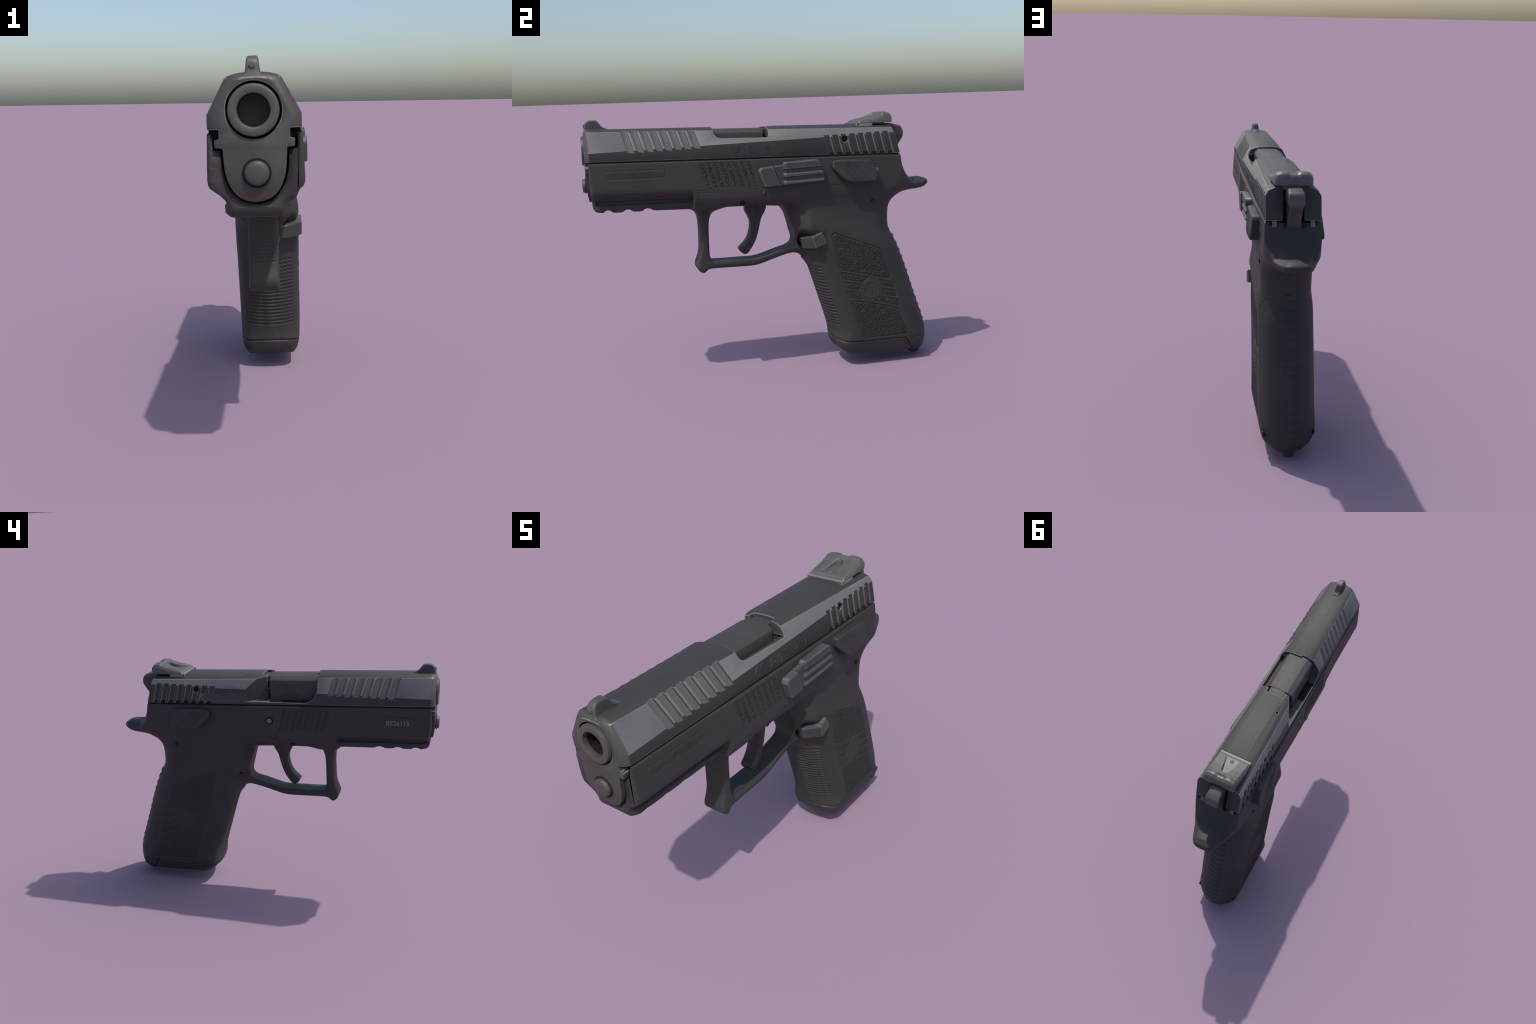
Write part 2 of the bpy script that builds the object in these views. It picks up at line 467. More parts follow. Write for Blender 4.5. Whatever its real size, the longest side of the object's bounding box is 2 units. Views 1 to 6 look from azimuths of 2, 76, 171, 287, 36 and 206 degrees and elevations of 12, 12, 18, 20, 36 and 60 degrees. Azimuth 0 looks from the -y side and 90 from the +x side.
# extractor: long bar that swings toward the port
def ext_w(P, d):
    return np.where(P[:, 0] > .105, .1395, .1395 - (.105 - P[:, 0]) * .485) - np.clip(.002 - d, 0, 1) * .8
plate("extractor", [(-.032, 1.288, .004), (.03, 1.281, .01), (.386, 1.281, .02), (.386, 1.3215, .02), (.105, 1.3215, 0), (-.032, 1.338, .004)],
      ext_w, .09, -1, .004, (.001, .003), (M_LEVER,), slide)

# ---------------------------------------------------------------- barrel
BORE = (0.0, 1.3165)
bm = bmesh.new()
fs = revolve(bm, [(-.90, .0775), (-1.004, .0775), (-1.0105, .0755), (-1.0125, .071), (-1.0125, .056), (-1.010, .0505), (-1.000, .0485), (-.988, .0485)], BORE, 72)
bmesh.ops.recalc_face_normals(bm, faces=bm.faces)
barrel = bm_object("barrel", bm, [M_BARREL], root, 0, sharp=40)
bm = bmesh.new()
revolve(bm, [(-.990, .0481), (-.84, .0479), (-.84, .001), (-.82, .001), (-.82, .055), (-.985, .055), (-.990, .0495)], BORE, 48)
bmesh.ops.recalc_face_normals(bm, faces=bm.faces)
bm_object("bore", bm, [M_DARK], barrel, 0, sharp=40)
# chamber block seen in the ejection port
hood = [(-.093, 1.275), (-.093, 1.394), (-.086, 1.401), (-.058, 1.4145), (0, 1.4185), (.058, 1.4155), (.080, 1.395), (.080, 1.30)]
bm = bmesh.new()
prism(bm, hood, -.335, -.036, axes="xz")
prism(bm, [(-.051, 1.38), (-.051, 1.4115), (-.025, 1.4155), (0, 1.4165), (.025, 1.4155), (.051, 1.4115), (.051, 1.38)], -.05, .009, axes="xz")
bm_object("barrel_hood", bm, [M_HOOD, M_EDGE], barrel, .003, 2, 20, 12)
# guide rod plunger
bm = bmesh.new()
c = (.004, 1.1315)
revolve(bm, [(-.95, .038), (-1.004, .038), (-1.012, .037), (-1.0165, .032), (-1.0185, .022), (-1.019, .0001), (-.95, .0001)], c, 48)
bmesh.ops.recalc_face_normals(bm, faces=bm.faces)
bm_object("guide_rod", bm, [M_NOSE], root, 0, sharp=60)
bm = bmesh.new()
revolve(bm, [(-1.0005, .0385), (-1.0025, .0385), (-1.0025, .0445), (-1.0005, .0445)], c, 48)  # thin dark ring standing slightly proud of the nose face round the rod
bmesh.ops.recalc_face_normals(bm, faces=bm.faces)
bm_object("guide_rod_dark_ring", bm, [M_DARK], root)

# ---------------------------------------------------------------- sights
def fs_w(P, d):
    W = np.interp(P[:, 1], [1.405, 1.418, 1.428, 1.445, 1.465, 1.478], [.030, .029, .0225, .0200, .0178, .0165])
    W = np.where(P[:, 0] > -.905, np.minimum(W, .0215), W)
    return edge_profile(W, np.full(len(W), .006), np.full(len(W), .008), d)
FS = [(-.9965, 1.405, 0), (-.9965, 1.418, .004), (-.9885, 1.462, .02), (-.972, 1.4745, .012), (-.928, 1.4765, .016), (-.911, 1.456, .02), (-.897, 1.437, .03), (-.868, 1.4295, .01), (-.862, 1.405, 0)]
def two_sided(name, ctrl, wfun, step, rings, mats, parent, x0=0.0, cols=1):
    P, A = rounded(ctrl, .003); loop, _ = resample(P, A, step)
    V, F, bl, d, ni = triangulate([loop], [P], step, rings)
    w = wfun(V, d); n = len(V)
    VV = [np.c_[w + x0, V], np.c_[-w + x0, V]]
    FF = [list(f) for f in F] + [[i + n for i in f[::-1]] for f in F]
    l = bl[0]; m = len(l)
    for i in range(m):
        j = (i + 1) % m
        FF.append([l[i], l[j], n + l[j], n + l[i]])
    me = mesh_from(name, np.concatenate(VV), FF)
    bm = bmesh.new(); bm.from_mesh(me); bmesh.ops.recalc_face_normals(bm, faces=bm.faces); bm.to_mesh(me); bm.free()
    return finish(name, me, mats, parent, True, 45)
two_sided("front_sight", FS, fs_w, .003, (.0006, .002, .004, .007), (M_LEVER,), slide)
bm = bmesh.new()
cylinder(bm, (0, 1.447), .0095, -.9905, -.9965, "y", 24)
bm_object("sight_dot", bm, [M_LEVER], slide, .0008)

def rs_top(P, d):
    x, y = P[:, 0], P[:, 1]
    z = np.interp(y, [.497, .503, .523, .530, .61, .655, .668, .680, .693, .708, .721], [1.414, 1.419, 1.4435, 1.4475, 1.4700, 1.4870, 1.4955, 1.4935, 1.4955, 1.489, 1.475])
    ax_ = np.abs(x)
    topw = np.interp(y, [.50, .53, .6, .716], [.098, .090, .088, .085])
    z = z - np.clip(ax_ - .060, 0, 1) * np.interp(y, [.53, .61, .70], [0, .12, .25]) - np.clip(ax_ - topw, 0, 1) * 1.0
    # sighting notch at the back and the tapering pocket in front of it
    z = z - .007 * (1 - sm(.016, .040, ax_)) * sm(.66, .69, y)
    pw = np.interp(y, [.53, .60, .635, .645, .652], [.048, .032, .024, .018, .0])
    pocket = sm(0.0, .005, pw - ax_) * sm(.531, .535, y)
    z = lerp(z, 1.4475 + .03 * (y - .53), pocket)
    sc = np.hypot(x, y - .553)
    z = z + .003 * (1 - sm(.008, .011, sc)) - .003 * (1 - sm(.002, .005, sc))
    return z - .002 * (1 - sm(0, .003, d))
RS = [(-.099, .499, .012), (.099, .499, .012), (.101, .60, 0), (.096, .720, .010), (-.096, .720, .010), (-.101, .60, 0)]
rs = plate("rear_sight", RS, rs_top, 1.433, 1, .002, (.0008, .002), (M_SIGHT,), slide, "xy")
bm = bmesh.new()
prism(bm, [(-.098, .501), (.098, .501), (.1, .598), (-.1, .598)], 1.408, 1.434, axes="xy")
prism(bm, [(-.06, .598), (.06, .598), (.055, .69), (-.055, .69)], 1.405, 1.434, axes="xy")
bm_object("rear_sight_base", bm, [M_SIGHT], slide, .003)

# ==================================================================
#  FRAME  (one moulded surface, then split into named parts)
# ==================================================================
# outline control points: y, z, fillet, edge loss c, edge depth r
def OC(y, z, f, c, r): return (y, z, f, c, r)
OUT = [
    OC(-.982, 1.253, .004, .006, .008), OC(-.984, 1.18, .03, .010, .014), OC(-.981, 1.10, .04, .014, .02), OC(-.971, 1.050, .03, .012, .02),
    OC(-.973, 1.016, .016, .016, .020), OC(-.955, .9905, .018, .012, .015),
    # accessory rail underside with two and a half cross notches
    OC(-.918, .990, .006, .005, .006), OC(-.903, 1.0045, .008, .005, .006), OC(-.886, 1.0045, .008, .005, .006), OC(-.867, .9885, .01, .005, .006),
    OC(-.820, .9885, .01, .005, .006), OC(-.800, 1.0045, .008, .005, .006), OC(-.782, 1.0045, .008, .005, .006), OC(-.760, .9895, .01, .005, .006),
    OC(-.716, .9895, .01, .005, .006), OC(-.696, 1.0055, .008, .005, .006), OC(-.676, 1.0055, .008, .005, .006), OC(-.652, .991, .008, .005, .006),
    # trigger guard, outside
    OC(-.447, .988, .03, .010, .015), OC(-.407, .955, .05, .018, .018), OC(-.399, .88, .03, .018, .018), OC(-.399, .74, .04, .016, .018), OC(-.414, .695, .03, .014, .020),
    OC(-.428, .666, .014, .012, .02), OC(-.420, .640, .012, .012, .02), OC(-.396, .617, .02, .012, .02), OC(-.376, .617, .01, .012, .02), OC(-.368, .640, .012, .016, .022),
    OC(-.32, .642, .03, .018, .024), OC(-.080, .6415, .04, .018, .024), OC(.03, .678, .05, .018, .024), OC(.115, .7035, .04, .024, .028), OC(.165, .700, .03, .050, .050),
    OC(.200, .676, .03, .085, .085), OC(.222, .635, .05, .120, .125), OC(.245, .575, .05, .124, .130), OC(.345, .285, .05, .124, .130), OC(.365, .225, .04, .120, .125),
    OC(.371, .185, .03, .112, .11), OC(.380, .150, .02, .08, .08), OC(.404, .110, .02, .05, .06), OC(.465, .077, .02, .02, .03),
    OC(.85, .077, .01, .014, .02), OC(.885, .068, .02, .04, .05), OC(.93, .058, .02, .07, .08), OC(.972, .062, .025, .095, .12), OC(.993, .092, .03, .112, .17),
    OC(.9955, .145, .03, .124, .195), OC(.990, .203, .03, .126, .190), OC(.972, .265, .05, .126, .180), OC(.906, .438, .05, .124, .160), OC(.884, .502, .05, .124, .160),
    OC(.834, .640, .05, .124, .160), OC(.782, .759, .05, .124, .160), OC(.742, .822, .05, .115, .14), OC(.731, .885, .05, .105, .12), OC(.742, .970, .06, .115, .13),
    OC(.790, 1.027, .05, .085, .08), OC(.856, 1.044, .05, .06, .04), OC(.915, 1.047, .05, .032, .022), OC(.968, 1.057, .03, .022, .02), OC(.999, 1.076, .016, .014, .014),
    OC(.988, 1.099, .018, .010, .012), OC(.93, 1.087, .04, .008, .010), OC(.865, 1.087, .04, .007, .009), OC(.812, 1.114, .04, .007, .009), OC(.778, 1.155, .04, .007, .009), OC(.762, 1.205, .03, .006, .008),
    OC(.7555, 1.253, .004, .006, .008),
]
HOLE = [
    OC(-.126, .994, .004, .03, .03), OC(-.26, .994, .02, .03, .03), OC(-.318, .977, .03, .025, .025), OC(-.347, .932, .03, .018, .018), OC(-.351, .87, .03, .018, .018), OC(-.350, .715, .03, .018, .018),
    OC(-.337, .684, .03, .014, .02), OC(-.27, .6815, .03, .007, .012), OC(-.07, .6845, .04, .007, .012), OC(.03, .717, .04, .007, .012), OC(.118, .7435, .03, .012, .018), OC(.144, .765, .03, .014, .02),
    OC(.147, .80, .03, .018, .025), OC(.127, .868, .03, .02, .03), OC(.098, .945, .02, .02, .03), OC(.066, .984, .02, .03, .03), OC(-.01, .990, .006, .03, .03),
]
def tuck(p):
    """the straps are rounded, so their silhouettes lie outside the middle line: pull the outline in"""
    y, z, f, c, r = p
    if z < .67 and .19 < y < .5: y += float(np.interp(z, [.10, .2, .5, .66], [.008, .008, .015, .014]))
    elif y > .70 and z < 1.1: y -= float(np.interp(z, [.05, .1, .8, .9, 1.0, 1.03, 1.08], [.016, .018, .019, .016, .021, .020, .020])) if not (y < .86 and z > 1.08) else 0
    return (y, z, f, c, r)
OUT = [tuck(p) for p in OUT]
STEP = .0027
Po, Ao = rounded(OUT, .003); Ph, Ah = rounded(HOLE, .003)
lo_, la_ = resample(Po, Ao, .0025); lh_, lha_ = resample(Ph, Ah, .0025)
def relax(P, A, region, n_pos, n_att):
    k = region(P)[:, None].astype(float)
    for i in range(n_att): A = A + .5 * k * ((np.roll(A, 1, 0) + np.roll(A, -1, 0)) / 2 - A)
    for i in range(n_pos): P = P + .5 * k * ((np.roll(P, 1, 0) + np.roll(P, -1, 0)) / 2 - P)
    return P, A
lo_, la_ = relax(lo_, la_, lambda P: ((P[:, 0] > .19) & (P[:, 1] < 1.075) & ~((P[:, 1] < .105) & (P[:, 0] < .90)))
                 | ((P[:, 0] > -.44) & (P[:, 0] < .19) & (P[:, 1] < .97)), 40, 120)
lh_, lha_ = relax(lh_, lha_, lambda P: P[:, 0] > -9, 12, 80)
Po, Ph = lo_[::2], lh_[::2]
V, F, bl, d, ni = triangulate([lo_, lh_], [Po, Ph], STEP, (.0006, .0018, .0036, .006))
ATT = np.concatenate([la_, lha_])[ni]
y, z = V[:, 0], V[:, 1]

# --- half width field
W_up = np.interp(z, [.93, .95, .965, .98, 1.0, 1.03, 1.11, 1.255], [.060, .075, .096, .118, .135, .1465, .1500, .1450])
bulge = .0085 * sm(-.62, -.35, y) * (1 - sm(.35, .68, y)) * sm(1.0, 1.06, z)
W_dust = np.interp(z, [.985, .99, 1.006, 1.026, 1.05, 1.062, 1.075, 1.086, 1.096, 1.11, 1.255], [.083, .086, .101, .102, .1035, .113, .131, .1445, .1485, .150, .144])
slot = sm(1.0285, 1.0305, z) * (1 - sm(1.0495, 1.053, z)) * sm(-.957, -.951, y) * (1 - sm(-.4505, -.4455, y))
W_dust = W_dust - .014 * slot
W_dust = W_dust - .014 * (1 - sm(-.972, -.925, y)) * (1 - sm(1.03, 1.06, z))
W_front = lerp(W_dust, W_up, sm(-.452, -.436, y))
W_guard = .0585 + .004 * (1 - sm(.62, .70, z)) * (1 - sm(-.40, -.33, y)) - .004 * sm(-.2, -.05, y) * (1 - sm(.0, .12, y))
# palm swell with a crease above the side panel
q = ((z - .838) * .9515 + (y - .30) * .3077)            # distance above the crease line
palm = np.interp(z, [.08, .10, .13, .168, .25, .35, .6, .82], [.127, .135, .142, .149, .152, .152, .152, .154])
palm = palm - .015 * sm(-.005, .12, q) * sm(.40, .60, z)
W_grip = lerp(palm, np.interp(z, [.9, 1.03, 1.11, 1.255], [.141, .1455, .150, .144]), sm(.93, 1.06, z))
lowz = 1 - sm(.76, .84, z)
scoop = sm(0, 1, (y - lerp(.085, .135, lowz)) / lerp(.14, .165, lowz))
W_mid = lerp(W_guard, W_grip, scoop)                       # guard root flares into the grip
W_a = np.where(z > .93, W_front, W_guard)
tg = sm(.925, 1.03, z)
W = lerp(lerp(W_guard, W_front, sm(.945, .985, z)), lerp(W_mid, W_grip, tg), sm(.02, .16, y))
W = np.where(y < -.43, lerp(W_front, W, sm(-.46, -.43, y)), W)
grip_low = (z < .70) & (y > .17)
W = np.where(grip_low, lerp(W, W_grip, 1 - sm(.60, .70, z)), W)
W = W - .027 * (1 - sm(.22, .34, y)) * sm(.17, .20, y) * sm(.56, .66, z) * (1 - sm(.79, .85, z))
# tang narrows in plan
W_tang = np.interp(y, [.74, .77, .80, .84, .88, .92, .95, .977], [.150, .145, .134, .117, .101, .085, .070, .050])
W = np.where((y > .74) & (z > .98), np.minimum(W, lerp(W, W_tang, sm(.985, 1.03, z))), W)
ed = np.unique(np.sort(np.concatenate([F[:, [0, 1]], F[:, [1, 2]], F[:, [2, 0]]]), axis=1), axis=0)
deg = np.bincount(ed.ravel(), minlength=len(V)).astype(float)
def smooth_field(f, it, mask):
    for _ in range(it):
        a = np.bincount(ed[:, 0], f[ed[:, 1]], len(V)) + np.bincount(ed[:, 1], f[ed[:, 0]], len(V))
        f = f + .7 * mask * (a / deg - f)
    return f
soft = sm(.05, .10, y) * (1 - sm(1.06, 1.12, z))
c_, r_ = smooth_field(ATT[:, 0], 150, soft), smooth_field(ATT[:, 1], 150, soft)
c_ = np.minimum(c_, W * .8)
W = W + bulge
base_w = edge_profile(W, c_, r_, d)
base_w = smooth_field(base_w, 45, soft * sm(.004, .014, d))

P2 = V
relief = {1: np.zeros(len(V)), -1: np.zeros(len(V))}
def both(v):
    relief[1] += v; relief[-1] += v
def poly_of(ctrl): return rounded(ctrl, .004)[0]
def groove(line, hw, depth):
    dd = seg_dist(P2, line); return -depth * (1 - sm(hw * .4, hw, dd))

STIP = .0085
wm = worms(P2, STIP)
wm2 = worms(P2 + 3.3, .0075)
def stippled(poly, amp=.0046, border=.0034):
    s = sdf_poly(P2, poly)
    ins = 1 - sm(-.004, -.001, s)
    return ins * (amp * wm - amp * .55) - border * (1 - sm(.0015, .0048, np.abs(s)))
panels = [
    [(.336, .806, .010), (.349, .822, .012), (.633, .715, .030), (.700, .548, .018), (.688, .534, .018), (.392, .604, .028)],
    [(.460, .404, .012), (.474, .416, .012), (.745, .355, .032), (.816, .192, .014), (.800, .185, .014), (.535, .184, .025)],
    [(.396, .586, .004), (.560, .548, .004), (.524, .523, .006), (.406, .549, .006)],
    [(.412, .531, .004), (.514, .510, .006), (.505, .476, .006), (.423, .494, .006)],
    [(.427, .477, .004), (.503, .461, .006), (.527, .420, .004), (.443, .437, .006)],
    [(.631, .528, .004), (.713, .508, .006), (.724, .476, .006), (.661, .489, .006)],
    [(.655, .472, .006), (.730, .455, .006), (.740, .421, .006), (.647, .443, .006)],
    [(.635, .428, .006), (.747, .403, .006), (.759, .366, .006), (.602, .404, .004)],
]
for p in panels: both(stippled(poly_of(p)))
# stippled bars above the trigger
for k in range(8):
    a = -.410 + k * .0368
    both(stippled(poly_of([(a, 1.240, .003), (a + .026, 1.240, .003), (a + .067, 1.104, .003), (a + .042, 1.104, .003)]), .0055, .0012))
# round emblem on the grip: ring and monogram strokes
rad = np.hypot(y - .5795, z - .476)
both(.0012 * (1 - sm(.0022, .0048, np.abs(rad - .048))))
both(-.0008 * (1 - sm(.040, .046, rad)))
MONO = [[(.552, .492), (.603, .497), (.605, .483), (.599, .476), (.607, .468), (.604, .452), (.590, .446), (.582, .450), (.583, .462)],
        [(.552, .492), (.553, .484), (.566, .485), (.567, .468), (.576, .468), (.577, .478), (.584, .478), (.583, .462)]]
for m in MONO: both(.0014 * (1 - sm(.0010, .0034, seg_dist(P2, m))))
# marking boxes on the dust cover
def box(pts, s, depth=.002):
    relief[s] += -depth * (1 - sm(.0012, .0038, seg_dist(P2, poly_of(pts), True)))
box([(-.902, 1.212, .008), (-.588, 1.214, .008), (-.589, 1.172, .008), (-.902, 1.168, .008)], 1, .0013)
box([(-.413, 1.082, .002), (-.274, 1.081, .002), (-.276, 1.035, .002), (-.413, 1.034, .002)], 1, .0014)
sb = sdf_poly(P2, np.array([(-.719, 1.199), (-.889, 1.197), (-.889, 1.134), (-.719, 1.136)]))
relief[-1] += -.0022 * (1 - sm(-.001, .002, sb))
# parting line low on the flank
both(groove([(-.43, 1.093), (.62, 1.093)], .003, .0010))
# decocker bed outline
relief[1] += groove([(.572, 1.222), (.632, 1.219), (.640, 1.20), (.643, 1.10)], .003, .0012)
# magazine floor-plate gap and backstrap seam
GAP = [(.352, .186), (.385, .174), (.42, .166), (.495, .162), (.806, .1635), (.842, .108), (.866, .07)]
SEAMB = [(.735, .828), (.690, .819), (.668, .800), (.660, .775), (.664, .742), (.690, .675), (.733, .575), (.852, .200), (.866, .103), (.872, .050)]
# hollow beside the magazine button on the right
bt = np.hypot((y - .186 + (z - .79) * .3) / .055, (z - .785) / .075)
relief[1] += -.040 * (1 - sm(.30, 1.0, bt)) * sm(.150, .175, y)
# small holes: trigger pin recess
for s in (1, -1):
    relief[s] += -.010 * (1 - sm(.012, .017, np.hypot(y + .172, z - 1.0165)))
# left: flush magazine catch plate outline
cp = poly_of([(.151, .829, .006), (.276, .834, .006), (.294, .761, .006), (.167, .759, .006)])
relief[-1] += -.0028 * (1 - sm(.0012, .0040, np.abs(sdf_poly(P2, cp))))
relief[-1] += -.010 * (1 - sm(.008, .0125, np.hypot(y - .187, z - .796)))
# takedown recess ring on the left around the slide stop pin
rr = np.hypot(y + .038, z - 1.164)
relief[-1] += -.0012 * (1 - sm(.0012, .0035, np.abs(rr - .042))) - .007 * (1 - sm(.021, .027, rr))
# flank dents around levers so they sit in shallow beds


w = {s: base_w + relief[s] for s in (1, -1)}
NV = len(V)
verts = [np.c_[w[1], V], np.c_[-w[-1], V]]
faces = [tuple(f) for f in F] + [tuple(int(i) + NV for i in f[::-1]) for f in F]
nv = 2 * NV
COLS = 14
front_idx = set()
lo_in = bl[0]; m = len(lo_in)
yf, zf = V[lo_in, 0], V[lo_in, 1]
isfront = (yf < -.955) & (zf > 1.02) & (zf < 1.2531) & ~((zf > 1.2525) & (yf > -.975))
top_line = (zf > 1.2520)
# wall between the two sides
def wall(loop, skip=None):
    global nv
    Lp = len(loop)
    p = V[loop]; t = np.roll(p, -1, 0) - np.roll(p, 1, 0); t /= np.linalg.norm(t, axis=1)[:, None]
    nr = np.c_[t[:, 1], -t[:, 0]]
    # outward = away from the filled side
    area = np.sum(p[:, 0] * np.roll(p[:, 1], -1) - np.roll(p[:, 0], -1) * p[:, 1])
    if area < 0: nr = -nr
    cols = []
    for k in range(1, COLS):
        f = k / COLS
        x = w[1][loop] * (1 - f) - w[-1][loop] * f
        u = 1 - (2 * f - 1) ** 2
        off = np.zeros(Lp)
        # dished top of the tang
        tang = (p[:, 0] > .752) & (p[:, 1] > 1.07)
        off += np.where(tang, .022 * np.sqrt(u) * (1 - sm(1.16, 1.25, p[:, 1])) * (1 - .75 * sm(.93, .97, p[:, 0])), 0)
        # gentle crown of front and back straps
        strap = ((p[:, 1] < .70) & (p[:, 0] > .2) & (p[:, 1] > .12)) | ((p[:, 0] > .72) & (p[:, 1] < 1.0) & (p[:, 1] > .05))
        off += np.where(strap, .008 * u, 0)
        cols.append(np.c_[x, p + nr * off[:, None]])
    start = nv
    for c in cols:
        verts.append(c); nv += Lp
    idx = [list(loop)] + [list(range(start + k * Lp, start + (k + 1) * Lp)) for k in range(COLS - 1)] + [[i + NV for i in loop]]
    for i in range(Lp):
        j = (i + 1) % Lp
        if skip is not None and skip[i] and skip[j]: continue
        for k in range(COLS):
            faces.append((idx[k][i], idx[k][j], idx[k + 1][j], idx[k + 1][i]))
wall(lo_in, isfront); wall(bl[1])
VA = np.concatenate(verts)

# --- front face with the U-shaped channel for the slide nose
chain = [i for i in range(m) if isfront[i]]
# order from top to bottom
chain.sort(key=lambda i: -zf[i])
rim_r = [(w[1][lo_in[i]], zf[i], yf[i], lo_in[i]) for i in chain]
rim_l = [(-w[-1][lo_in[i]], zf[i], yf[i], lo_in[i] + NV) for i in chain]
Uo = [(.1285, 1.2535), (.1285, 1.2015), (.1040, 1.1985), (.1010, 1.145), (.0935, 1.107), (.0755, 1.070), (.047, 1.0445), (.022, 1.0355), (0, 1.033)]
Uo = Uo + [(-a, b) for a, b in reversed(Uo[:-1])]
loop2 = [(a, b) for a, b, _, _ in rim_r] + [(a, b) for a, b, _, _ in reversed(rim_l)] + [(a, b) for a, b in reversed(Uo)]
own = [i for *_, i in rim_r] + [i for *_, i in reversed(rim_l)]
yz = sorted([(b, c) for _, b, c, _ in rim_r])
def y_at(zz): return float(np.interp(zz, [q[0] for q in yz], [q[1] for q in yz]))
new = [(a, y_at(b) + .001, b) for a, b in reversed(Uo)]
ids = own + [nv + i for i in range(len(new))]
VA = np.concatenate([VA, np.array(new)]); u_start = nv; nv += len(new)
vs, es, fs2, ov, oe, of = delaunay_2d_cdt([Vector(p) for p in loop2], [(i, (i + 1) % len(loop2)) for i in range(len(loop2))], [], 0, 1e-7)
oi = {k: lst[0] for k, lst in enumerate(ov) if lst}
l2 = np.array(loop2)
for f in fs2:
    cpt = np.mean([[vs[i][0], vs[i][1]] for i in f], axis=0)
    if inside(np.array([cpt]), l2)[0]:
        faces.append(tuple(ids[oi[i]] for i in f))
back = np.array(new); back[:, 1] = -.93
VA = np.concatenate([VA, back]); b_start = nv; nv += len(new)
for i in range(len(new) - 1):
    faces.append((u_start + i, u_start + i + 1, b_start + i + 1, b_start + i))
faces.append(tuple(b_start + i for i in range(len(new))))

me = mesh_from("frame_all", VA, faces)
bm = bmesh.new(); bm.from_mesh(me); bmesh.ops.recalc_face_normals(bm, faces=bm.faces); bm.to_mesh(me); bm.free()
# --- relief along the normals on the straps
me.update()
nrm = np.zeros(len(me.vertices) * 3); me.vertices.foreach_get("normal", nrm); nrm = nrm.reshape(-1, 3)
co = np.zeros(len(me.vertices) * 3); me.vertices.foreach_get("co", co); co = co.reshape(-1, 3)
X, Yc, Zc = np.abs(co[:, 0]), co[:, 1], co[:, 2]
disp = np.zeros(len(co))
# front strap: 19 fine grooves, each broken into a wide bar and two pips per side
yfront = np.interp(Zc, [.225, .285, .575, .635], [.374, .354, .261, .237])
near = (Zc > .25) & (Zc < .635) & (Yc < yfront + .085)
zk = (Zc - .04 * (Yc - yfront) - .268) / .0193
ph = np.abs(zk - np.round(zk)); row = (np.round(zk) >= 0) & (np.round(zk) <= 18)
band = 1 - sm(.16, .34, ph)
colm = np.clip((1 - sm(.066, .071, X)) + (sm(.074, .078, X) * (1 - sm(.087, .091, X))) + (sm(.096, .100, X) * (1 - sm(.112, .116, X))), 0, 1)
disp -= np.where(near & row, .0042 * band * colm, 0)
# back strap: 14 raised bars with pips beside them
yback = np.interp(Zc, [.05, .145, .203, .265, .438, .502, .640, .759, .822], [.967, .977, .972, .954, .888, .866, .816, .764, .724])
nearb = (Yc > yback - .06) & (Zc > .187) & (Zc < .79)
zk = (Zc - .202) / .0436
ph = np.abs(zk - np.round(zk)) * .0436
k = np.round(zk)
rib = 1 - sm(.0042, .0072, ph)
colb = (1 - sm(.043, .048, X)) + sm(.053, .056, X) * (1 - sm(.063, .067, X)) * .22 + sm(.073, .076, X) * (1 - sm(.082, .086, X)) * .22 * (k >= 7)
disp += np.where(nearb & (k >= 0) & (k <= 13), .0062 * rib * np.clip(colb, 0, 1), 0)
# guard front: cross cuts and a centre line
gf = (Yc < -.385) & (Zc > .73) & (Zc < .925)
zk = (Zc - .74) / .0147; ph = np.abs(zk - np.round(zk))
disp -= np.where(gf & (X < .045), .0022 * (1 - sm(.12, .26, ph)) * (X > .003), 0)
YZ = co[:, 1:]
reach = (Zc < .85) & (Yc > .33)
gd = np.full(len(co), 1.0); gd[reach] = seg_dist(YZ[reach], GAP)
disp -= .0075 * (1 - sm(.0022, .0050, gd))
gd[reach] = seg_dist(YZ[reach], SEAMB)
disp -= .0022 * (1 - sm(.0010, .0032, gd)) * (Zc > .06)
co = co + nrm * disp[:, None]
me.vertices.foreach_set("co", co.ravel()); me.update()
nrm = np.zeros(len(me.vertices) * 3); me.vertices.foreach_get("normal", nrm); nrm = nrm.reshape(-1, 3)

# --- split into named parts
npoly = len(me.polygons)
cen = np.zeros(npoly * 3); me.polygons.foreach_get("center", cen); cen = cen.reshape(-1, 3)
py, pz = cen[:, 1], cen[:, 2]
below = pz < np.interp(py, [q[0] for q in GAP], [q[1] for q in GAP])
behind = py > np.interp(pz, [q[1] for q in reversed(SEAMB)], [q[0] for q in reversed(SEAMB)])
lab = np.zeros(npoly, int)
lab[(pz < .955) & (py < .16) & (py > -.45)] = 1
lab[((py >= .16) & (pz < .955))] = 2
lab[(py > .66) & behind & (pz < .829)] = 3
lab[(pz < .195) & below & (py > .34) & (py < .868)] = 4
polys = [tuple(p.vertices) for p in me.polygons]
frame_obj = {}
for li, (nm, mat) in enumerate([("frame", M_POLY), ("trigger_guard", M_POLY), ("grip", M_POLY), ("backstrap", M_POLY), ("magazine_base", M_BASE)]):
    fl = [polys[i] for i in np.nonzero(lab == li)[0]]
    used = sorted({v for f in fl for v in f}); mp = {v: i for i, v in enumerate(used)}
    m2 = bpy.data.meshes.new(nm)
    m2.from_pydata([tuple(co[v]) for v in used], [], [tuple(mp[v] for v in f) for f in fl]); m2.update()
    ob = finish(nm, m2, [mat], root, True)
    m2.normals_split_custom_set_from_vertices([tuple(nrm[v]) for v in used])
    frame_obj[nm] = ob
bpy.data.meshes.remove(me)
